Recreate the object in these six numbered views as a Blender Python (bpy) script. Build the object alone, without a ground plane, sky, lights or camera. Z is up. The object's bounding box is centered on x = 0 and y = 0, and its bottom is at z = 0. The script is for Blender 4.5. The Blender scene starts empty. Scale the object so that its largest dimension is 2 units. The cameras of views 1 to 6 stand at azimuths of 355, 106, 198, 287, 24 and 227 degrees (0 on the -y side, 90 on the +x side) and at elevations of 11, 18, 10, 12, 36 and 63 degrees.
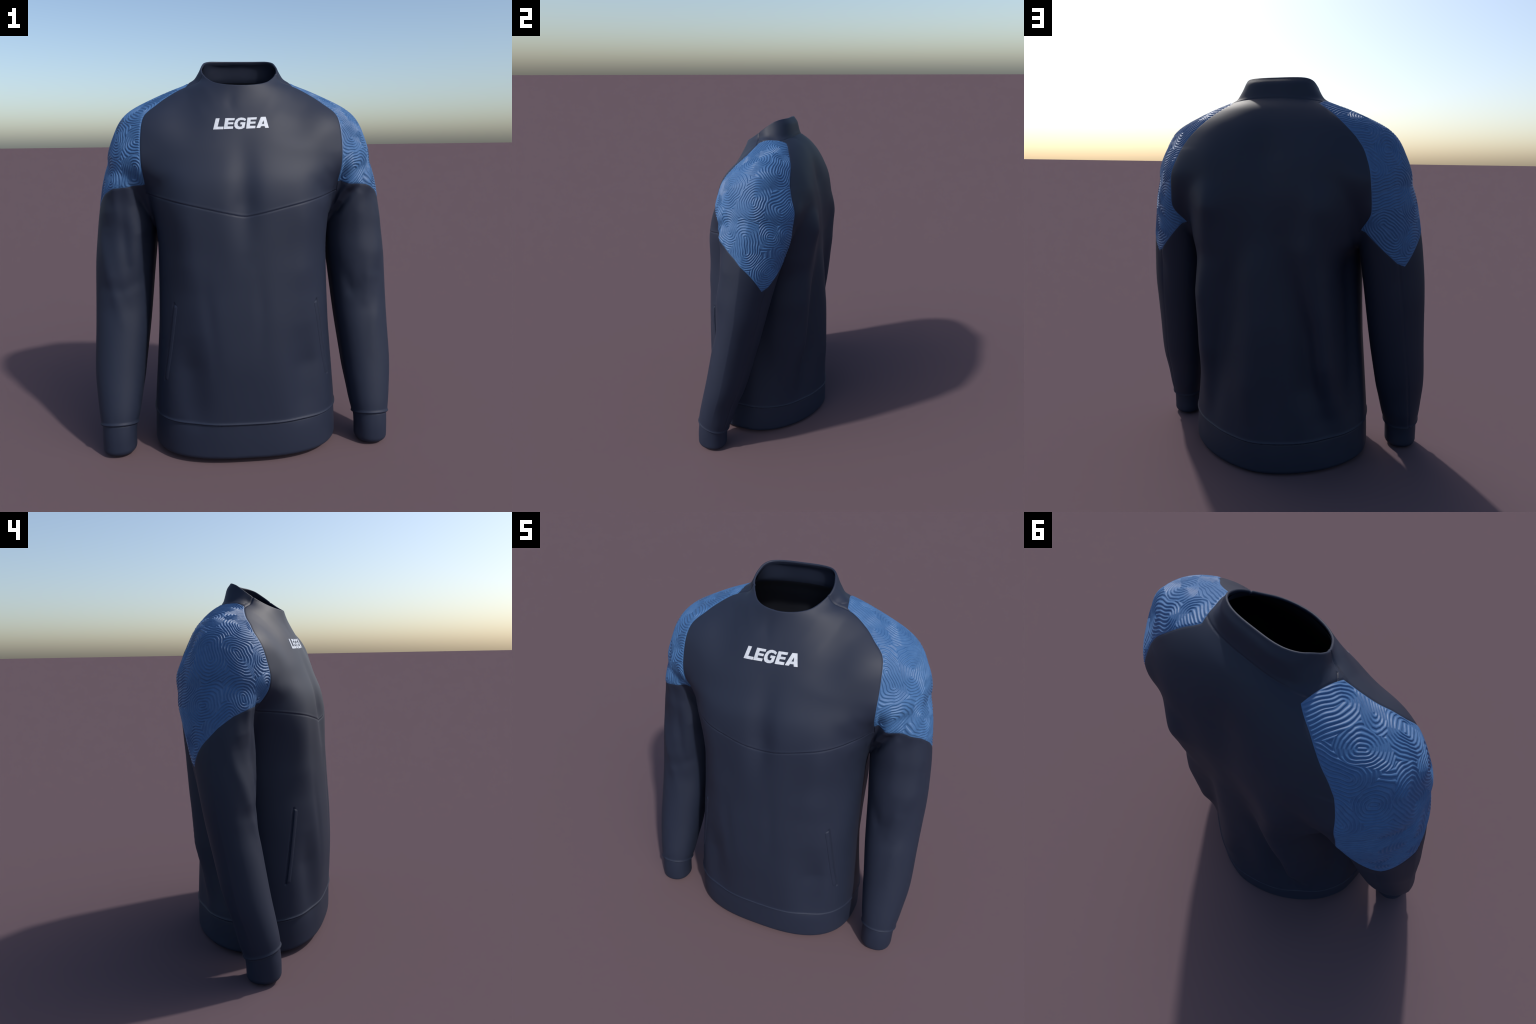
# A training sweatshirt on an invisible wearer: torso and sleeves are profile lofts merged into
# one smooth skin, cut along its seams into panels, with an embossed maze relief on the shoulders.
import bpy, bmesh, math, random
import numpy as np
from mathutils import Vector

random.seed(7)
rng = np.random.default_rng(7)

# ------------------------------------------------------------------ profiles
def curve(zs, vs, ease=False):
    """smooth monotone interpolation of a hand-set profile, returned as a fast lookup"""
    zs, vs = np.array(zs, float), np.array(vs, float)
    h = np.diff(zs); d = np.diff(vs) / h
    m = np.zeros(len(zs)); m[0], m[-1] = d[0], d[-1]
    for i in range(1, len(zs) - 1):
        if d[i-1] * d[i] > 0:
            w1, w2 = 2*h[i] + h[i-1], h[i] + 2*h[i-1]
            m[i] = (w1 + w2) / (w1 / d[i-1] + w2 / d[i])
    x = np.linspace(zs[0], zs[-1], 900)
    k = np.clip(np.searchsorted(zs, x, 'right') - 1, 0, len(h) - 1)
    t = (x - zs[k]) / h[k]
    y = (vs[k] * (1 + 2*t) * (1-t)**2 + h[k] * m[k] * t * (1-t)**2
         + vs[k+1] * t*t * (3 - 2*t) + h[k] * m[k+1] * t*t * (t - 1))
    step = x[1] - x[0]                              # ease the knots so that no bands show in the shading
    def soft(sigma):
        r = max(1, int(3 * sigma / step)); k = np.exp(-.5 * (np.arange(-r, r + 1) * step / sigma) ** 2)
        pad = np.concatenate([2 * y[0] - y[r:0:-1], y, 2 * y[-1] - y[-2:-r-2:-1]])
        return np.convolve(pad, k / k.sum(), 'valid')
    if ease:
        w = sstep(1.80, 1.88, x)
        y = soft(.024) * (1 - w) + soft(.008) * w
    return lambda q: np.interp(q, x, y)

def table(rows):
    cols = list(zip(*rows))
    return [curve(cols[0], c, True) for c in cols[1:]]

def sstep(a, b, x):
    t = np.clip((x - a) / (b - a), 0, 1)
    return t * t * (3 - 2 * t)

# height, half width, front depth, centre, back depth, roundness front, roundness back
TORSO = table([
    (-.06, .490, -.386, .00, .398, 2.7, 1.72),
    (.04, .493, -.394, .00, .402, 2.7, 1.72),
    (.12, .491, -.396, .00, .399, 2.7, 1.74),
    (.22, .487, -.397, .00, .391, 2.7, 1.82),
    (.35, .476, -.402, .00, .381, 2.7, 1.95),
    (.50, .463, -.406, .00, .374, 2.65, 2.1),
    (.70, .448, -.399, .00, .366, 2.6, 2.4),
    (.90, .442, -.385, .00, .356, 2.4, 2.9),
    (1.05, .440, -.375, .01, .352, 2.35, 3.3),
    (1.20, .449, -.366, .02, .352, 2.5, 3.4),
    (1.30, .470, -.358, .03, .355, 2.65, 3.2),
    (1.40, .515, -.340, .045, .358, 2.5, 2.8),
    (1.50, .645, -.299, .06, .354, 2.15, 2.2),
    (1.55, .662, -.276, .065, .348, 2.25, 2.1),
    (1.60, .655, -.254, .07, .340, 2.45, 2.08),
    (1.65, .636, -.230, .075, .327, 2.7, 2.05),
    (1.70, .610, -.206, .08, .310, 2.65, 2.0),
    (1.75, .564, -.180, .08, .289, 2.2, 1.95),
    (1.80, .462, -.158, .08, .263, 1.95, 1.92),
    (1.84, .374, -.147, .08, .238, 1.82, 1.95),
    (1.87, .288, -.140, .075, .208, 1.78, 2.1),
    (1.895, .234, -.134, .06, .178, 1.75, 2.3),
    (1.92, .215, -.128, .05, .168, 1.75, 2.6),
    (1.95, .197, -.120, .04, .160, 1.75, 2.9),
    (1.975, .187, -.112, .03, .152, 1.75, 3.1),
    (2.00, .178, -.105, .02, .130, 1.75, 3.2),
    (2.06, .168, -.090, .02, .120, 1.75, 3.2)])
# height, centre x, half width, front, centre y, back, roundness front, roundness back
SLEEVE = table([
    (-.06, .668, .084, -.281, -.190, -.106, 2.2, 2.1),
    (.03, .668, .086, -.283, -.190, -.104, 2.2, 2.1),
    (.10, .667, .088, -.283, -.188, -.100, 2.2, 2.1),
    (.145, .666, .091, -.279, -.178, -.086, 2.2, 2.1),
    (.19, .664, .101, -.277, -.165, -.064, 2.1, 2.0),
    (.30, .661, .115, -.256, -.137, -.030, 2.1, 1.95),
    (.40, .658, .127, -.233, -.105, .010, 2.1, 1.95),
    (.65, .638, .140, -.180, -.050, .080, 2.1, 1.9),
    (.80, .628, .146, -.151, -.020, .118, 2.1, 1.9),
    (.90, .622, .150, -.148, .000, .142, 2.0, 1.9),
    (1.00, .614, .153, -.144, .010, .166, 1.95, 1.9),
    (1.16, .597, .154, -.128, .030, .208, 1.85, 1.9),
    (1.30, .580, .149, -.128, .040, .252, 1.9, 1.9),
    (1.40, .560, .150, -.148, .055, .280, 2.0, 1.9),
    (1.50, .520, .158, -.150, .070, .275, 2.0, 1.85),
    (1.60, .460, .140, -.090, .080, .220, 2.0, 1.8),
    (1.70, .400, .050, .030, .080, .130, 2.0, 2.0)])

# soft drapes of the cloth: chains of (x, height, swelling) with a width, for front and back
FRONT_FOLDS = [
    (.060, [(0, 1.62, -.001), (0, 1.45, -.012), (0, 1.30, -.024), (0, 1.22, -.016), (0, 1.08, -.004)]),
    (.100, [(.17, 1.84, -.008), (.25, 1.79, -.026), (.28, 1.73, -.032), (.26, 1.64, -.022), (.25, 1.56, -.004)]),
    (.100, [(-.17, 1.84, -.008), (-.25, 1.79, -.026), (-.28, 1.73, -.032), (-.26, 1.64, -.016), (-.25, 1.56, -.002)]),
    (.075, [(.29, 1.34, .006), (.29, 1.22, .016), (.275, .98, .016), (.26, .86, .004)]),
    (.075, [(-.29, 1.34, .006), (-.29, 1.22, .016), (-.275, 1.0, .016), (-.26, .86, .004)]),
    (.075, [(.27, .72, -.008), (.28, .50, -.036), (.28, .32, -.022), (.28, .18, -.003)]),
    (.075, [(-.29, .68, -.008), (-.28, .50, -.028), (-.27, .30, -.018), (-.27, .16, -.003)]),
    (.030, [(-.20, .95, -.001), (-.18, .75, -.005), (-.15, .45, -.001)]),
    (.030, [(.06, 1.02, -.001), (.07, .80, -.004), (.06, .55, -.001)]),
    (.022, [(-.045, 1.83, -.001), (-.055, 1.77, -.004), (-.03, 1.73, -.001)]),
    (.030, [(.46, 1.31, -.004), (.40, 1.345, -.010), (.34, 1.40, -.002)]),
    (.028, [(.46, 1.37, -.002), (.41, 1.43, -.007), (.37, 1.50, -.001)]),
    (.030, [(-.46, 1.33, -.003), (-.40, 1.38, -.006), (-.35, 1.45, -.001)]),
]
BACK_FOLDS = [
    (.085, [(.47, 1.60, .008), (.50, 1.52, .024), (.50, 1.42, .014)]),
    (.085, [(-.47, 1.60, .008), (-.50, 1.52, .024), (-.50, 1.42, .014)]),
    (.110, [(0, 1.76, -.008), (0, 1.62, -.030), (-.02, 1.42, -.014), (-.06, 1.28, -.010)]),
    (.120, [(.30, 1.76, .010), (.33, 1.62, .024), (.30, 1.46, .018)]),
    (.120, [(-.30, 1.76, .010), (-.33, 1.62, .024), (-.27, 1.46, .018)]),
    (.080, [(.29, 1.50, .006), (.29, 1.36, .045), (.32, 1.12, .022), (.355, .90, .056), (.345, .60, .052), (.35, .40, .018)]),
    (.075, [(-.29, 1.50, .006), (-.29, 1.36, .040), (-.255, 1.16, .044), (-.28, .96, .040), (-.31, .80, .042), (-.325, .56, .048), (-.33, .38, .020)]),
    (.050, [(-.37, 1.20, -.014), (-.39, 1.0, -.048), (-.42, .76, -.056), (-.45, .50, -.030), (-.46, .30, -.010)]),
    (.060, [(.11, 1.22, -.006), (.17, .97, -.026), (.20, .75, -.030), (.24, .50, -.024), (.28, .26, -.012)]),
    (.060, [(-.11, 1.20, -.006), (-.14, 1.02, -.024), (-.21, .74, -.042), (-.25, .46, -.042), (-.31, .28, -.026), (-.35, .16, -.006)]),
    (.085, [(.02, 1.18, .004), (.03, 1.02, .022), (.02, .78, .032), (.05, .45, .034), (.04, .24, .012)]),
]
# drapes of the arms: chains of (angle round the arm, height, swelling); angle 0 is in front, 90 outside
ARM_FOLDS = {
    -1: [(.032, [(64, 1.25, .003), (46, 1.09, .006), (21, .93, .005)]),
         (.028, [(8, 1.28, -.002), (2, 1.17, -.009), (-12, .98, -.008), (-18, .88, -.003)]),
         (.045, [(-10, 1.28, .002), (-25, 1.14, .018), (-25, .98, .006), (-20, .88, .002)]),
         (.030, [(30, .95, .002), (10, .82, .006), (-4, .70, .003)]),
         (.030, [(-35, .90, -.002), (0, .855, -.005), (40, .86, -.002)]),
         (.050, [(40, 1.34, .006), (34, 1.25, .010), (30, 1.18, .002)]),
         (.030, [(140, 1.10, -.002), (150, 1.0, -.007), (155, .85, -.002)])],
    1: [(.035, [(15, 1.30, .002), (8, 1.22, .005), (0, 1.05, .002)]),
        (.035, [(-38, .92, -.002), (-26, .83, -.008), (-5, .86, -.002)]),
        (.030, [(14, .98, .002), (12, .90, .006), (4, .78, .004)]),
        (.035, [(30, .78, .002), (20, .68, .006), (8, .52, .002)]),
        (.055, [(48, 1.32, .006), (45, 1.20, .014), (34, 1.02, .012), (30, .92, .002)]),
        (.030, [(140, 1.10, -.002), (150, 1.0, -.007), (155, .85, -.002)])],
}
# bunched creases that run from the front armpit out over the arm
ARMPIT_FOLDS = {
    -1: [(.018, [(-70, 1.20, -.008), (-34, 1.29, -.018), (-8, 1.38, -.009), (4, 1.44, -.001)]),
         (.020, [(-66, 1.27, .006), (-38, 1.36, .014), (-18, 1.46, .010), (-8, 1.54, .002)]),
         (.016, [(-60, 1.36, -.006), (-42, 1.44, -.015), (-28, 1.53, -.008), (-20, 1.58, -.001)]),
         (.024, [(24, 1.46, .002), (26, 1.37, .010), (16, 1.26, .006), (6, 1.16, .002)])],
    1: [(.017, [(-76, 1.17, -.008), (-44, 1.235, -.020), (-12, 1.325, -.015), (14, 1.365, -.002)]),
        (.016, [(-70, 1.23, .006), (-36, 1.295, .018), (-6, 1.385, .015), (10, 1.43, .002)]),
        (.016, [(-64, 1.31, -.008), (-36, 1.37, -.020), (-14, 1.44, -.013), (-2, 1.50, -.001)]),
        (.018, [(-58, 1.39, .004), (-36, 1.45, .013), (-22, 1.53, .004)]),
        (.014, [(-56, 1.44, -.003), (-40, 1.51, -.011), (-30, 1.58, -.003)]),
        (.018, [(36, 1.48, -.001), (24, 1.41, -.015), (12, 1.355, -.006)]),
        (.020, [(46, 1.45, .001), (36, 1.39, .009), (26, 1.32, .002)])],
}
GX, GZ = np.linspace(-.7, .7, 281), np.linspace(-.1, 2.1, 441)
def fold_map(folds, across=None, soft=(3.2, 1.2)):
    X, Z = np.meshgrid(GX if across is None else across, GZ)
    out = np.zeros_like(X)
    for w, pts in folds:
        best, val = np.full_like(X, 9.), np.zeros_like(X)
        for (x0, z0, h0), (x1, z1, h1) in zip(pts, pts[1:]):
            dx, dz = x1 - x0, z1 - z0
            t = np.clip(((X - x0) * dx + (Z - z0) * dz) / (dx * dx + dz * dz), 0, 1)
            d = np.hypot(X - x0 - t * dx, (Z - z0 - t * dz) * .8)
            m = d < best
            best = np.where(m, d, best); val = np.where(m, h0 + (h1 - h0) * t, val)
        out += val * np.exp(-(best / w) ** 2)
    for axis, sigma in enumerate(soft):         # soften where chains bend and end
        k = np.exp(-.5 * (np.arange(-10, 11) / sigma) ** 2); k /= k.sum()
        out = np.apply_along_axis(lambda r: np.convolve(np.pad(r, 10, 'edge'), k, 'valid'), axis, out)
    return out
FOLD_F, FOLD_B = fold_map(FRONT_FOLDS), fold_map(BACK_FOLDS)

GA = np.linspace(-100, 280, 191)
def arm_map(folds):
    return fold_map([(w, [(a * .0026, z, h) for a, z, h in pts]) for w, pts in folds], GA * .0026, (1.2, .8))

def look_up(grid, x, z, GX=GX):
    u = np.clip((x - GX[0]) / (GX[1] - GX[0]), 0, len(GX) - 1.001)
    v = np.clip((z - GZ[0]) / (GZ[1] - GZ[0]), 0, len(GZ) - 1.001)
    i, j = u.astype(int), v.astype(int); fu, fv = u - i, v - j
    return ((grid[j, i] * (1 - fu) + grid[j, i+1] * fu) * (1 - fv)
            + (grid[j+1, i] * (1 - fu) + grid[j+1, i+1] * fu) * fv)

ARM = {k: arm_map(v) for k, v in ARM_FOLDS.items()}
ARMPIT = {k: arm_map(v) for k, v in ARMPIT_FOLDS.items()}

def hem_edge(y):  return .0135 - .030 * y
def cuff_edge(y): return .004 - .04 * (y + .18)
def rounding(z, edge, r):
    h = np.clip((r - (z - edge)) / r, 0, 1)
    return r * (1 - np.sqrt(np.maximum(1 - h * h, .02)))

def torso_field(p, drape=True):
    x, y, z = np.abs(p[:, 0]), p[:, 1], p[:, 2]
    a, yf, yc, yb, nf, nb = [f(z) for f in TORSO]
    dy = y - yc
    front = dy < 0
    b = np.where(front, yc - yf, yb - yc)
    n = np.where(front, nf, nb)
    a = a - .028 * sstep(.0, .14, dy) * sstep(1.40, 1.50, z) * sstep(1.80, 1.68, z)
    a = a - np.where(p[:, 0] > 0, .030, .042) * sstep(-.03, .12, dy) * sstep(.12, .55, z) * sstep(1.22, 1.05, z)   # hollow flanks
    q = ((x / a) ** n + (np.abs(dy) / b) ** n + 1e-12) ** (1 / n)
    r = np.sqrt(x * x + dy * dy + 1e-12)
    f = r - r / q + rounding(z, hem_edge(y), .022)
    if drape:
        f = f - np.where(front, sstep(.02, .16, -dy) * look_up(FOLD_F, p[:, 0], z),
                         sstep(.02, .16, dy) * look_up(FOLD_B, p[:, 0], z))
    return f

def sleeve_field(p):
    x, y, z = np.abs(p[:, 0]), p[:, 1], p[:, 2]
    cx, rx, yf, cy, yb, nf, nb = [f(z) for f in SLEEVE]
    dx, dy = x - cx, y - cy
    dx = dx + .24 * np.maximum(dy, 0) * sstep(.1, .4, z)     # the back of the arm leans towards the body
    front = dy < 0
    ry = np.where(front, cy - yf, yb - cy)
    n = np.where(front, nf, nb)
    q = ((np.abs(dx) / rx) ** n + (np.abs(dy) / ry) ** n + 1e-12) ** (1 / n)
    r = np.sqrt(dx * dx + dy * dy + 1e-12)
    a = np.degrees(np.arctan2(dx / rx, -dy / ry))
    a = np.where(a < -100, a + 360, a)
    h = np.where(p[:, 0] > 0, look_up(ARM[1], a, z, GA), look_up(ARM[-1], a, z, GA))
    return r - r / q - h * sstep(.0, .08, r) + rounding(z, cuff_edge(y), .030) + np.maximum(z - 1.64, 0) * 1.5

def body_field(p):
    t, s = torso_field(p), sleeve_field(p)
    k = .004 + (.022 + .03 * sstep(.05, .12, np.abs(p[:, 1] - .02))) * sstep(1.10, 1.25, p[:, 2]) + .075 * sstep(1.36, 1.55, p[:, 2])
    h = np.clip(.5 + .5 * (s - t) / k, 0, 1)
    return s + (t - s) * h - k * h * (1 - h)

def gradient(f, p, e=.002):
    g = np.empty_like(p)
    for i in range(3):
        d = np.zeros(3); d[i] = e
        g[:, i] = (f(p + d) - f(p - d)) / (2 * e)
    return g

def settle(p, steps=3, level=0.):
    """slide points along the gradient onto the skin"""
    for _ in range(steps):
        g = gradient(body_field, p)
        s = ((body_field(p) - level) / np.maximum((g * g).sum(1), .05))[:, None] * g
        l = np.linalg.norm(s, axis=1, keepdims=True)
        p = p - s * np.minimum(1, .02 / np.maximum(l, 1e-9))
    return p

def unit(v):
    return v / np.maximum(np.linalg.norm(v, axis=1, keepdims=True), 1e-12)

# ------------------------------------------------------------------ the raw skin
def loft(bm, section, z0, z1, rings, around):
    rows = []
    for z in np.linspace(z0, z1, rings):
        rows.append([bm.verts.new(section(z, 2 * math.pi * j / around)) for j in range(around)])
    for r0, r1 in zip(rows, rows[1:]):
        for j in range(around):
            k = (j + 1) % around
            bm.faces.new((r0[j], r0[k], r1[k], r1[j]))
    bm.faces.new(rows[0][::-1]); bm.faces.new(rows[-1])

def torso_section(z, t):
    a, yf, yc, yb, nf, nb = [float(f(z)) for f in TORSO]
    c, s = math.cos(t), math.sin(t)
    n, b = (nf, yc - yf) if s < 0 else (nb, yb - yc)
    a -= (.020 + .055 * float(sstep(-.1, .3, s))) * float(sstep(.2, .45, z) * sstep(1.2, 1.1, z))   # raw flanks stay clear of the arms
    return (a * math.copysign(abs(c) ** (2/n), c), yc + b * math.copysign(abs(s) ** (2/n), s), z)

def sleeve_section(side):
    def sec(z, t):
        cx, rx, yf, cy, yb, nf, nb = [float(f(z)) for f in SLEEVE]
        c, s = math.cos(t), side * math.sin(t)
        clear = .048 * (1 - float(sstep(1.14, 1.22, z)))      # keeps arm and flank apart while remeshing
        return (side * (cx + clear + rx * c), cy + (yb - cy if s > 0 else cy - yf) * s, z)
    return sec

def raw_skin(voxel):
    bm = bmesh.new()
    loft(bm, torso_section, -.05, 2.04, 90, 72)
    for side in (1, -1):
        loft(bm, sleeve_section(side), -.05, 1.66, 70, 36)
    me = bpy.data.meshes.new("skin")
    bm.to_mesh(me); bm.free()
    ob = bpy.data.objects.new("skin", me)
    bpy.context.scene.collection.objects.link(ob)
    mod = ob.modifiers.new("remesh", 'REMESH')
    mod.mode = 'VOXEL'; mod.voxel_size = voxel; mod.adaptivity = 0
    dg = bpy.context.evaluated_depsgraph_get()
    ev = ob.evaluated_get(dg).to_mesh()
    ev.calc_loop_triangles()
    v = np.empty(len(ev.vertices) * 3); ev.vertices.foreach_get("co", v)
    t = np.empty(len(ev.loop_triangles) * 3, np.int32); ev.loop_triangles.foreach_get("vertices", t)
    bpy.data.objects.remove(ob); bpy.data.meshes.remove(me)
    return v.reshape(-1, 3), t.reshape(-1, 3).astype(np.int64)

def edges_of(T):
    e = np.sort(np.concatenate([T[:, [0, 1]], T[:, [1, 2]], T[:, [2, 0]]]), axis=1)
    key = e[:, 0] * (T.max() + 1) + e[:, 1]
    u, first, inv = np.unique(key, return_index=True, return_inverse=True)
    return e[first], inv.reshape(3, -1).T          # edges, per-triangle edge ids

def relax(V, T, times):
    e, _ = edges_of(T)
    n = np.bincount(e.ravel(), minlength=len(V))[:, None]
    for _ in range(times):
        s = np.zeros_like(V)
        for i in range(3):
            s[:, i] = np.bincount(e[:, 0], V[e[:, 1], i], len(V)) + np.bincount(e[:, 1], V[e[:, 0], i], len(V))
        V = settle(V * .4 + .6 * s / np.maximum(n, 1), 2)
    return V

def split(V, T, L, mark, where, E, TE):
    """insert a vertex on every marked edge and re-triangulate conformingly"""
    new = np.full(len(E), -1, np.int64)
    ids = np.nonzero(mark)[0]
    new[ids] = len(V) + np.arange(len(ids))
    t = where[ids][:, None]
    V2 = np.concatenate([V, V[E[ids, 0]] * (1 - t) + V[E[ids, 1]] * t])
    M = new[TE]                                     # new vertex per triangle edge (01,12,20)
    cnt = (M >= 0).sum(1)
    out, lab = [T[cnt == 0]], [L[cnt == 0]]
    for k in range(3):                              # rotate so the pattern starts at edge k
        a, b, c = T[:, k], T[:, (k+1) % 3], T[:, (k+2) % 3]
        m0, m1, m2 = M[:, k], M[:, (k+1) % 3], M[:, (k+2) % 3]
        s = (cnt == 1) & (m0 >= 0)
        out += [np.stack([a, m0, c], 1)[s], np.stack([m0, b, c], 1)[s]]; lab += [L[s]] * 2
        s = (cnt == 2) & (m0 >= 0) & (m1 >= 0)
        out += [np.stack([m0, b, m1], 1)[s], np.stack([a, m0, m1], 1)[s], np.stack([a, m1, c], 1)[s]]; lab += [L[s]] * 3
    s = cnt == 3
    a, b, c = T[s].T; x, y, w = M[s].T
    out += [np.stack(q, 1) for q in ((a, x, w), (x, b, y), (w, y, c), (x, y, w))]; lab += [L[s]] * 4
    return V2, np.concatenate(out), np.concatenate(lab)

def refine(V, T, L, pick):
    E, TE = edges_of(T)
    mark = np.zeros(len(E), bool); mark[TE[pick].ravel()] = True
    return split(V, T, L, mark, np.full(len(E), .5), E, TE)

def cut(V, T, L, f, within=None):
    """make the mesh edges follow f = 0 inside the labelled regions; returns signs per triangle"""
    if within is None: within = np.ones(len(T), bool)
    E, TE = edges_of(T)
    inside_v = np.zeros(len(V), bool); inside_v[T[within].ravel()] = True
    outside_v = np.zeros(len(V), bool); outside_v[T[~within].ravel()] = True
    val = f(V)
    g = gradient(f, V); n = unit(gradient(body_field, V))
    g = g - n * (g * n).sum(1, keepdims=True)
    gg = np.maximum((g * g).sum(1), 1e-6)
    el = np.full(len(V), 1.); d = np.linalg.norm(V[E[:, 0]] - V[E[:, 1]], axis=1)
    np.minimum.at(el, E[:, 0], d); np.minimum.at(el, E[:, 1], d)
    near = inside_v & ~outside_v & (np.abs(val) / np.sqrt(gg) < .3 * el)
    V = V.copy()
    V[near] -= g[near] * (val[near] / gg[near])[:, None]
    val = np.where(near, 0, f(V))
    val[np.abs(val) < 1e-9] = 0
    a, b = val[E[:, 0]], val[E[:, 1]]
    em = np.zeros(len(E), bool); em[TE[within].ravel()] = True
    mark = em & (a * b < 0)
    t = np.where(mark, a / np.where(mark, a - b, 1), .5)
    V2, T2, L2 = split(V, T, L, mark, np.clip(t, .02, .98), E, TE)
    val2 = np.concatenate([val, np.zeros(len(V2) - len(V))])
    return V2, T2, L2, val2[T2].sum(1)

# ------------------------------------------------------------------ seam lines
rag_front = curve([1.30, 1.40, 1.50, 1.57, 1.66, 1.70, 1.721, 1.743, 1.772, 1.809, 1.846, 1.90, 2.0],
                  [.478, .482, .490, .491, .486, .479, .470, .450, .412, .366, .310, .26, .30])
rag_back = curve([1.25, 1.38, 1.51, 1.63, 1.70, 1.745, 1.82, 1.88, 1.95, 2.0],
                 [.505, .522, .515, .480, .435, .392, .306, .215, .12, .10])

def narrow_torso(p):
    """torso field with the shoulder flare taken off, to find the armpit line"""
    q = p.copy(); q[:, 2] = np.minimum(q[:, 2], 1.32)
    return torso_field(q, False)

front_edge = curve([.18, .268, .32, .37, .415, .46, .55], [.06, .000, -.018, -.041, -.068, -.093, -.15])
def f_raglan(p):
    x, y, z = np.abs(p[:, 0]), p[:, 1], p[:, 2]
    w = sstep(-.02, .15, y)
    top = sstep(1.75, 1.82, z)
    fore = (x - rag_front(z)) * (1 - top) + (y - front_edge(x)) * top
    f = fore * (1 - w) + (x - rag_back(z)) * w
    f = np.where(z > 1.79, np.minimum(f, x - .268 + .21 * (y + .008)), f)
    up = sstep(1.22, 1.36, z)
    low = (narrow_torso(p) - sleeve_field(p)) * .6
    return low * (1 - up) + f * up

def sleeve_angle(p):
    """0 = front, 90 = outside, 180 = back, 270 = inside, in degrees"""
    x, y, z = np.abs(p[:, 0]), p[:, 1], p[:, 2]
    cx, rx, yf, cy, yb, nf, nb = [f(z) for f in SLEEVE]
    return np.degrees(np.arctan2((x - cx) / rx, -(y - cy) / np.where(y < cy, cy - yf, yb - cy))) % 360

patch_ang = np.array([-60, -35, 0, 25, 50, 75, 105, 130, 147, 163, 185, 215, 250, 275, 300, 325, 360.])
patch_z = np.array([1.385, 1.39, 1.375, 1.370, 1.338, 1.285, 1.20, 1.13, 1.085, 1.10, 1.16, 1.255, 1.29, 1.33, 1.385, 1.39, 1.375])
def f_patch(p):
    a = sleeve_angle(p)
    return p[:, 2] - np.interp(a, patch_ang, patch_z)

rim_height = curve([-.30, -.145, -.06, .03, .08, .12, .20], [1.80, 1.852, 1.894, 1.954, 1.985, 1.997, 2.001])
def f_rim(p):   return rim_height(p[:, 1]) - p[:, 2]
def f_floor(p):
    hem = p[:, 2] - hem_edge(p[:, 1])
    cuf = p[:, 2] - cuff_edge(p[:, 1])
    return np.where(torso_field(p) < sleeve_field(p), hem, cuf)
def f_hem(p):   return p[:, 2] - (.190 - .06 * p[:, 1])
def f_cuff(p):  return p[:, 2] - (.148 - .30 * (p[:, 1] + .18))
def f_yoke(p):
    x = np.sqrt(p[:, 0] ** 2 + .0004)
    return p[:, 2] - (1.238 + .245 * x - .06 * x * x)
def f_side(p):  return p[:, 1] - .03
def f_neck(p):  return p[:, 1] - (-.029 + .21 * (np.abs(p[:, 0]) - .169))
def f_collar(p): return p[:, 2] - (1.897 - .30 * p[:, 0] ** 2)

# ------------------------------------------------------------------ build the cut skin
LABELS = ["front_panel", "chest_yoke", "back_panel", "collar", "hem_band",
          "sleeve", "shoulder_panel", "cuff", "gone"]
FRONT, YOKE, BACK, COLLAR, HEM, SLV, PATCH, CUFF, GONE = range(9)

V, T = raw_skin(.0135)
V = settle(V, 5)
V = relax(V, T, 3)
COARSE = (V.copy(), T.copy())
L = np.zeros(len(T), np.int64)
V, T, L = refine(V, T, L, np.ones(len(T), bool))
V = settle(V, 2)

def drop(V, T, L, keep):
    return V, T[keep], L[keep]

V, T, L, s = cut(V, T, L, f_rim);   V, T, L = drop(V, T, L, s > 0)
V, T, L, s = cut(V, T, L, f_floor); V, T, L = drop(V, T, L, s > 0)
V, T, L, s = cut(V, T, L, f_raglan); L = np.where(s > 0, SLV, BACK)
w = (L == SLV) & (V[T][:, :, 2].mean(1) > .9)
V, T, L, s = cut(V, T, L, f_patch, w)
L = np.where((L == SLV) & (s > 0) & (V[T][:, :, 2].mean(1) > .9), PATCH, L)
V, T, L, s = cut(V, T, L, f_cuff, L == SLV); L = np.where((L == SLV) & (s < 0), CUFF, L)
V, T, L, s = cut(V, T, L, f_hem, L == BACK); L = np.where((L == BACK) & (s < 0), HEM, L)
up = (L == BACK) & (V[T][:, :, 2].mean(1) > 1.80)
V, T, L, s = cut(V, T, L, f_neck, up)
zc = V[T][:, :, 2].mean(1)
L = np.where((L == BACK) & (zc > 1.80) & (s < 0), FRONT, L)
up = (L == BACK) & (V[T][:, :, 2].mean(1) > 1.80)
V, T, L, s = cut(V, T, L, f_collar, up)
zc = V[T][:, :, 2].mean(1)
L = np.where((L == BACK) & (zc > 1.80) & (s > 0), COLLAR, L)
V, T, L, s = cut(V, T, L, f_side, L == BACK); L = np.where((L == BACK) & (s < 0), FRONT, L)
V, T, L, s = cut(V, T, L, f_yoke, L == FRONT); L = np.where((L == FRONT) & (s > 0), YOKE, L)
V, T, L = refine(V, T, L, L == PATCH)
V, T, L = refine(V, T, L, L == PATCH)
mid = V[T].mean(1)
close = np.zeros(len(T), bool)
for f in (f_raglan, f_patch, f_cuff, f_hem, f_yoke, f_neck, f_collar):
    close |= np.abs(f(mid)) < .014
V, T, L = refine(V, T, L, close & (L != PATCH))
mid = V[T].mean(1)
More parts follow.
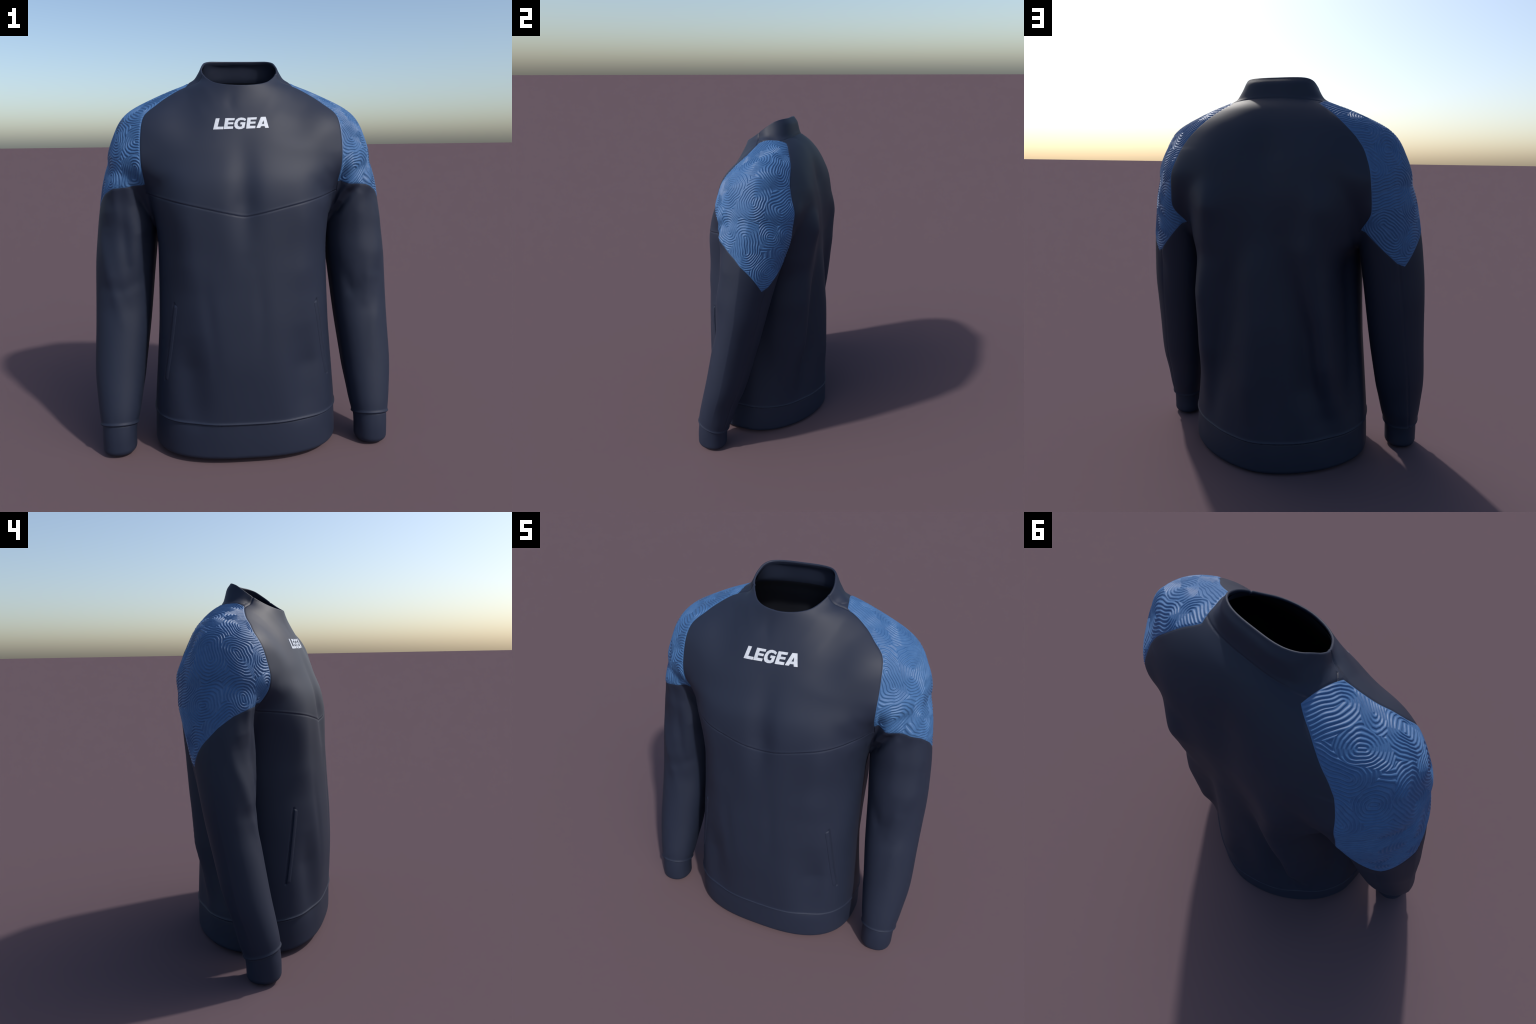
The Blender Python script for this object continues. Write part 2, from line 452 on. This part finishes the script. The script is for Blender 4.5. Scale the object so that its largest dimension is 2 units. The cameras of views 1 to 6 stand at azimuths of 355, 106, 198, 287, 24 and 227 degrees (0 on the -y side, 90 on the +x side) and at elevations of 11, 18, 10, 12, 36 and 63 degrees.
pocket_x = np.interp(mid[:, 2], [.412, .55, .70, .815], [.409, .392, .374, .362])
V, T, L = refine(V, T, L, (L == FRONT) & (np.abs(np.abs(mid[:, 0]) - pocket_x) < .03) & (mid[:, 2] > .39) & (mid[:, 2] < .84))

used = np.unique(T); remap = np.full(len(V), -1); remap[used] = np.arange(len(used))
V, T = V[used], remap[T]
N = unit(gradient(body_field, V))

def touches(label):
    m = np.zeros(len(V), bool); m[T[L == label].ravel()] = True
    return m
on = {k: touches(k) for k in range(8)}

def distance(f):
    g = gradient(f, V); g = g - N * (g * N).sum(1, keepdims=True)
    return f(V) / np.maximum(np.linalg.norm(g, axis=1), .15)

# ------------------------------------------------------------------ relief
H = np.zeros(len(V))

def seam(f, where, groove=.003, width=.006, lip=.0, lip_at=.010, lip_w=.006):
    d = distance(f)
    global H
    H = H + where * (-groove * np.exp(-(d / width) ** 2) + lip * np.exp(-((d - lip_at) / lip_w) ** 2))

torso_any = on[FRONT] | on[YOKE] | on[BACK]
for f, m, depth, reach in ((f_hem, on[HEM], .0035, .06), (f_cuff, on[CUFF], .0045, .05)):
    H -= m * depth * np.exp(-np.abs(f(V)) / reach)      # ribbed bands sit a step further in than the cloth above
for side in (1, -1):                                   # soft pinches where the collar meets the shoulder
    for c, r, h in (((.212, -.012, 1.888), .026, -.006), ((.238, .035, 1.872), .028, .004), ((.232, .085, 1.880), .026, -.004)):
        H += h * np.exp(-((V - np.array(c) * (side, 1, 1)) ** 2).sum(1) / r ** 2)
seam(f_hem, on[HEM] | torso_any, .0018, .0035, .0050, .007, .0055)
seam(f_cuff, on[CUFF] | on[SLV], .0025, .0040, .0050, .008, .007)
seam(f_yoke, (on[FRONT] | on[YOKE]) & (V[:, 1] < .02), .0020, .0038, .0012, .006, .005)
seam(f_neck, (V[:, 2] > 1.83) & (on[FRONT] | on[YOKE] | on[COLLAR]), .0035, .0045)
seam(f_collar, (on[COLLAR] | on[BACK]) & (V[:, 2] > 1.8) & (V[:, 1] > 0), .0025, .0045)
seam(f_raglan, (on[PATCH] | on[YOKE] | on[BACK] | on[COLLAR]) & (V[:, 2] > 1.25), .0020, .0045)
seam(f_patch, (on[PATCH] | on[SLV]) & (V[:, 2] > .95), .0012, .0045)

# maze relief: rings around short strokes scattered over the panel, meeting in chevrons where the
# cells touch; the clearest whorls sit at fixed places, the rest fill the space between
WHORLS = {
    1: [(.586, -.045, 1.645), (.644, .102, 1.60), (.47, .07, 1.797), (.671, -.063, 1.435), (.665, .188, 1.395), (.653, .192, 1.195)],
    -1: [(-.443, .107, 1.806), (-.572, .166, 1.65), (-.585, -.07, 1.615), (-.641, -.11, 1.417), (-.713, .068, 1.398), (-.726, .122, 1.206)],
}
def maze(p, strokes, pitch):
    wob = .012 * np.stack([np.sin(21 * p[:, 1] + 17 * p[:, 2]), np.sin(19 * p[:, 2] + 23 * p[:, 0]), np.sin(22 * p[:, 0] - 19 * p[:, 1])], 1)
    wob += .0018 * np.stack([np.sin(83 * p[:, 1] + 61 * p[:, 2]), np.sin(91 * p[:, 2] - 57 * p[:, 0]), np.sin(77 * p[:, 0] + 69 * p[:, 1])], 1)
    q = p + wob
    best = np.full(len(p), 9.)
    for a, b, six in strokes:
        ab = b - a
        t = np.clip(((q - a) @ ab) / max(ab @ ab, 1e-9), 0, 1)[:, None]
        d = q - a - t * ab
        r = np.linalg.norm(d, axis=1)
        flat = np.max(np.abs(d @ six.T), axis=1)      # many-sided rings, with straight runs and blunt corners
        best = np.minimum(best, .25 * r + .75 * flat * 1.03)
    c = np.cos(2 * np.pi * best / pitch)
    return np.tanh(1.4 * c) / np.tanh(1.4)

def corners(n):
    """directions in the cloth around n, which make the rings many-sided"""
    u = np.cross(n, rng.normal(size=3)); u /= np.linalg.norm(u); v = np.cross(n, u)
    return np.array([u * math.cos(k * math.pi / 3.5) + v * math.sin(k * math.pi / 3.5) for k in range(7)])

d_rag, d_patch = distance(f_raglan), distance(f_patch)
for side in (1, -1):
    m = on[PATCH] & (V[:, 0] * side > 0)
    pts, nrm = V[m], N[m]
    strokes = []
    for c in WHORLS[side]:
        i = np.argmin(((pts - c) ** 2).sum(1))
        d = np.cross(nrm[i], rng.normal(size=3)); d *= .012 / np.linalg.norm(d)
        strokes.append((pts[i] - d, pts[i] + d, corners(nrm[i])))
    for i in rng.permutation(len(pts))[:6000]:
        d = np.cross(nrm[i], rng.normal(size=3)); d *= rng.uniform(.02, .085) / np.linalg.norm(d)
        ends = (pts[i] - d, pts[i], pts[i] + d)
        if all(np.linalg.norm(e - q) > .110 for e in ends for a, b, _ in strokes for q in (a, (a + b) / 2, b)):
            strokes.append((ends[0], ends[2], corners(nrm[i])))
    edge = np.minimum(np.abs(d_rag[m]), np.abs(d_patch[m]))
    H[m] += .0017 * maze(pts, strokes, .0142) * sstep(.001, .010, edge)

arm = on[PATCH] | on[SLV]
turn = sleeve_angle(V); turn = np.where(turn > 260, turn - 360, turn)
crease = np.where(V[:, 0] > 0, look_up(ARMPIT[1], turn, V[:, 2], GA), look_up(ARMPIT[-1], turn, V[:, 2], GA))
H += arm * crease * sstep(0, .022, d_rag)

# pockets: a slit down each side of the front
POCKET = [np.array(q) for q in ((.362, -.290, .815), (.374, -.278, .70), (.392, -.263, .55), (.409, -.245, .412))]
def pocket_line(side, n):
    c = np.array(POCKET); t = np.linspace(0, 3, n)
    q = np.stack([np.interp(t, range(4), c[:, i]) for i in range(3)], 1)
    q[:, 0] *= side
    return settle(q, 6)
for side in (1, -1):
    line = pocket_line(side, 160)
    near = np.nonzero(on[FRONT] & (V[:, 0] * side > .3) & (V[:, 2] > .38) & (V[:, 2] < .85))[0]
    d = np.min(np.linalg.norm(V[near][:, None] - line[None], axis=2), axis=1)
    H[near] += -.005 * np.exp(-(d / .006) ** 2)

# seam down the back of each arm
ang = sleeve_angle(V)
want = np.interp(V[:, 2], [.13, .36, .95, 1.04], [143, 150, 159, 160])
dd = (ang - want) * .0022
H -= (on[SLV] & (V[:, 2] < 1.12)) * .0025 * np.exp(-(dd / .006) ** 2) * (1 - .6 * sstep(.4, .5, V[:, 2]) * sstep(.9, .8, V[:, 2]))

V = V + N * H[:, None]

# ------------------------------------------------------------------ rolled edges at the openings
E, TE = edges_of(T)
count = np.bincount(TE.ravel(), minlength=len(E))
tri_of = np.zeros(len(E), np.int64); pos_of = np.zeros(len(E), np.int64)
for k in range(3):
    tri_of[TE[:, k]] = np.arange(len(T)); pos_of[TE[:, k]] = k
b = np.nonzero(count == 1)[0]
at = V[E[b]].mean(1)
opening = (np.abs(f_rim(at)) < .02) | (np.abs(f_floor(at)) < .02)

b = b[opening]
ta, ka = tri_of[b], pos_of[b]
ea, eb = T[ta, ka], T[ta, (ka + 1) % 3]            # boundary edges in winding order
bv = np.unique(np.concatenate([ea, eb]))
out_dir = np.zeros((len(V), 3))
tang = V[eb] - V[ea]
side_dir = np.cross(tang, N[ea])
for i in range(3):
    np.add.at(out_dir[:, i], ea, side_dir[:, i]); np.add.at(out_dir[:, i], eb, side_dir[:, i])
out_dir = unit(out_dir)
thick = np.where(V[:, 2] > 1.5, .010, .016)[:, None]
neck_rings = [(.30, .10), (.45, .35), (.45, .65), (.25, .92), (-.1, 1.), (-.6, 1.04), (-1.3, 1.06)]
floor_rings = [(.15, .02), (.4, .15), (.6, .45), (.7, 1.), (.7, 2.), (.7, 3.), (.7, 4.)]
high = (V[:, 2] > 1.5)[:, None]
prev = np.arange(len(V))
newV, newT, newL = [V], [T], [L]
total = len(V)
for (no, ni), (fo, fi) in zip(neck_rings, floor_rings):
    o, i = np.where(high, no, fo), np.where(high, ni, fi)
    ids = np.full(len(V), -1); ids[bv] = total + np.arange(len(bv))
    newV.append((V + out_dir * thick * o - N * thick * i)[bv]); total += len(bv)
    newT += [np.stack([eb, ea, ea], 1) * 0 + np.stack([prev[eb], prev[ea], ids[ea]], 1), np.stack([prev[eb], ids[ea], ids[eb]], 1)]
    newL += [L[ta], L[ta]]
    prev = ids
V, T, L = np.concatenate(newV), np.concatenate(newT), np.concatenate(newL)

fn = np.cross(V[T[:, 1]] - V[T[:, 0]], V[T[:, 2]] - V[T[:, 0]])
VN = np.zeros_like(V)
for k in range(3):
    for i in range(3):
        VN[:, i] += np.bincount(T[:, k], fn[:, i], len(V))
VN = unit(VN)

# ------------------------------------------------------------------ materials
def material(name, build):
    m = bpy.data.materials.new(name); m.use_nodes = True
    nt = m.node_tree; b = nt.nodes["Principled BSDF"]
    build(nt, b)
    return m

def fabric(dark, light, rough, scale, sheen=.0, bump=.0, spec=.5):
    def build(nt, b):
        tc = nt.nodes.new("ShaderNodeTexCoord")
        n = nt.nodes.new("ShaderNodeTexNoise"); n.inputs["Scale"].default_value = scale; n.inputs["Detail"].default_value = 3
        r = nt.nodes.new("ShaderNodeValToRGB")
        r.color_ramp.elements[0].position = .35; r.color_ramp.elements[1].position = .65
        r.color_ramp.elements[0].color = (*dark, 1); r.color_ramp.elements[1].color = (*light, 1)
        nt.links.new(tc.outputs["Object"], n.inputs["Vector"])
        nt.links.new(n.outputs["Fac"], r.inputs["Fac"])
        nt.links.new(r.outputs["Color"], b.inputs["Base Color"])
        b.inputs["Roughness"].default_value = rough
        b.inputs["Specular IOR Level"].default_value = spec
        if sheen:
            b.inputs["Sheen Weight"].default_value = sheen; b.inputs["Sheen Roughness"].default_value = .4
        if bump:
            f = nt.nodes.new("ShaderNodeTexNoise"); f.inputs["Scale"].default_value = 260
            bp = nt.nodes.new("ShaderNodeBump"); bp.inputs["Strength"].default_value = bump; bp.inputs["Distance"].default_value = .001
            nt.links.new(tc.outputs["Object"], f.inputs["Vector"])
            nt.links.new(f.outputs["Fac"], bp.inputs["Height"])
            nt.links.new(bp.outputs["Normal"], b.inputs["Normal"])
    return build

navy = material("navy_knit", fabric((.0125, .0180, .0370), (.0138, .0196, .0400), .58, 2.5, spec=.31))
blue = material("embossed_blue_fabric", fabric((.038, .106, .246), (.046, .122, .272), .50, 40, spec=.38))  # base darkened and greyed to take in the shading of the relief grooves
white = material("white_print", fabric((.46, .50, .56), (.55, .58, .64), .5, 60))
inside = material("dark_lining", fabric((.012, .015, .026), (.015, .018, .03), .7, 3))

# ------------------------------------------------------------------ objects
col = bpy.context.scene.collection
root = bpy.data.objects.new("sweatshirt", None)
root["label"] = "navy training sweatshirt with embossed blue shoulder panels"
root["category"] = "sweatshirt"
col.objects.link(root)

def add(name, verts, faces, mat, parent, normals=None):
    me = bpy.data.meshes.new(name)
    me.from_pydata([tuple(v) for v in verts], [], [tuple(int(i) for i in f) for f in faces])
    me.materials.append(mat)
    me.polygons.foreach_set("use_smooth", [True] * len(me.polygons))
    if normals is not None:
        me.normals_split_custom_set_from_vertices([tuple(n) for n in normals])
    me.update()
    ob = bpy.data.objects.new(name, me); ob.parent = parent
    col.objects.link(ob)
    return ob

def panel(name, pick, mat, parent):
    t = T[pick]; u = np.unique(t)
    r = np.full(len(V), -1); r[u] = np.arange(len(u))
    return add(name, V[u], r[t], mat, parent, VN[u])

cx = V[T][:, :, 0].mean(1)
made = {lab: panel(LABELS[lab], L == lab, navy, root) for lab in (FRONT, YOKE, BACK, COLLAR, HEM)}
front_panel = made[FRONT]
for side in (1, -1):
    sl = panel("sleeve", (L == SLV) & (cx * side > 0), navy, root)
    panel("shoulder_panel", (L == PATCH) & (cx * side > 0), blue, sl)
    panel("cuff", (L == CUFF) & (cx * side > 0), navy, sl)

# lining: the same skin, 14 mm further in
iv, it = COARSE
iv = settle(iv, 4, -.016)
il = np.zeros(len(it), np.int64)
def f_rim_in(p): return f_rim(p) - .012
def f_floor_in(p): return f_floor(p) - .02
iv, it, il, s = cut(iv, it, il, f_rim_in); it, il = it[s > 0], il[s > 0]
iv, it, il, s = cut(iv, it, il, f_floor_in); it, il = it[s > 0], il[s > 0]
iv, it, il, s = cut(iv, it, il, f_collar)             # the stand of the collar is faced with the outer cloth
for name, pick, mat, parent in (("collar_facing", s > 0, navy, made[COLLAR]), ("lining", s <= 0, inside, root)):
    t = it[pick]; u = np.unique(t); r = np.full(len(iv), -1); r[u] = np.arange(len(u))
    add(name, iv[u], r[t][:, ::-1], mat, parent)
# pocket welts: a padded strip along the front edge of each slit
for side in (1, -1):
    line = pocket_line(side, 90)
    nrm = unit(gradient(body_field, line))
    along = unit(np.gradient(line, axis=0))
    inward = unit(np.cross(along, nrm)); inward *= -np.sign(inward[:, :1] * side)
    across = [(.0035, -.006), (.003, .001), (.0045, .0026), (.008, .0034), (.013, .0030), (.018, .0022), (.022, .0013), (.025, .0), (.026, -.004)]
    t = np.linspace(0, 1, 90)
    end = np.clip(np.minimum(t, 1 - t) / .03, 0, 1) ** .5
    grid = []
    for w, h in across:
        q = settle(line + inward * w, 3)
        grid.append(q + unit(gradient(body_field, q)) * (h * end - .004 * (1 - end))[:, None])
    n = 90
    f = [(i * n + j, i * n + j + 1, (i + 1) * n + j + 1, (i + 1) * n + j) for i in range(len(across) - 1) for j in range(n - 1)]
    if side < 0: f = [q[::-1] for q in f]
    add("pocket_welt", np.concatenate(grid), f, navy, front_panel)

# ------------------------------------------------------------------ chest lettering
LETTERS = [
    ([(245, 620), (340, 318), (460, 315), (388, 545), (575, 545), (556, 615)], None),
    ([(578, 612), (640, 315), (940, 315), (925, 375), (738, 377), (727, 428), (893, 428), (881, 484), (713, 486), (702, 540), (880, 540), (866, 606)], None),
    ([(1300, 345), (1235, 312), (1150, 300), (1060, 314), (975, 365), (922, 450), (915, 535), (960, 598), (1050, 620), (1150, 612), (1235, 575),
      (1275, 430), (1120, 430), (1105, 487), (1165, 490), (1155, 540), (1095, 553), (1035, 530), (1018, 465), (1050, 400), (1120, 366), (1205, 372), (1262, 400)], None),
    ([(1285, 606), (1345, 303), (1645, 296), (1630, 357), (1445, 362), (1433, 415), (1600, 413), (1588, 470), (1420, 475), (1408, 530), (1590, 530), (1576, 596)], None),
    ([(1612, 590), (1775, 290), (1930, 284), (2010, 588), (1893, 590), (1878, 540), (1765, 543), (1735, 590)], [(1795, 480), (1850, 378), (1868, 480)]),
]
logo = bpy.data.objects.new("logo", None); logo.parent = root; col.objects.link(logo)
for outline, hole in LETTERS:
    bm = bmesh.new()
    for loop in (outline, hole):
        if loop:
            vs = [bm.verts.new(((px - 1127) * .0001495 - .008, 0, 1.6455 + (618 - py) * .000172)) for px, py in loop]
            for a, b in zip(vs, vs[1:] + vs[:1]): bm.edges.new((a, b))
    bmesh.ops.triangle_fill(bm, edges=bm.edges[:], use_beauty=True, normal=(0, -1, 0))
    for _ in range(2):
        bmesh.ops.subdivide_edges(bm, edges=[e for e in bm.edges if e.calc_length() > .004], cuts=1)
        bmesh.ops.triangulate(bm, faces=bm.faces[:])
    ext = bmesh.ops.extrude_face_region(bm, geom=bm.faces[:])
    top = {v for v in ext["geom"] if isinstance(v, bmesh.types.BMVert)}
    p = np.array([v.co for v in bm.verts]); lift = np.array([.0016 if v in top else -.002 for v in bm.verts])
    lo, hi = np.full(len(p), -.5), np.full(len(p), 0.)
    for _ in range(24):
        p[:, 1] = (lo + hi) / 2
        ins = body_field(p) < 0
        hi = np.where(ins, p[:, 1], hi); lo = np.where(ins, lo, p[:, 1])
    p += unit(gradient(body_field, p)) * lift[:, None]
    for v, q in zip(bm.verts, p): v.co = q
    bmesh.ops.recalc_face_normals(bm, faces=bm.faces[:])
    me = bpy.data.meshes.new("letter"); bm.to_mesh(me); bm.free()
    me.materials.append(white)
    ob = bpy.data.objects.new("letter", me); ob.parent = logo; col.objects.link(ob)

print("triangles", len(T) + len(it))
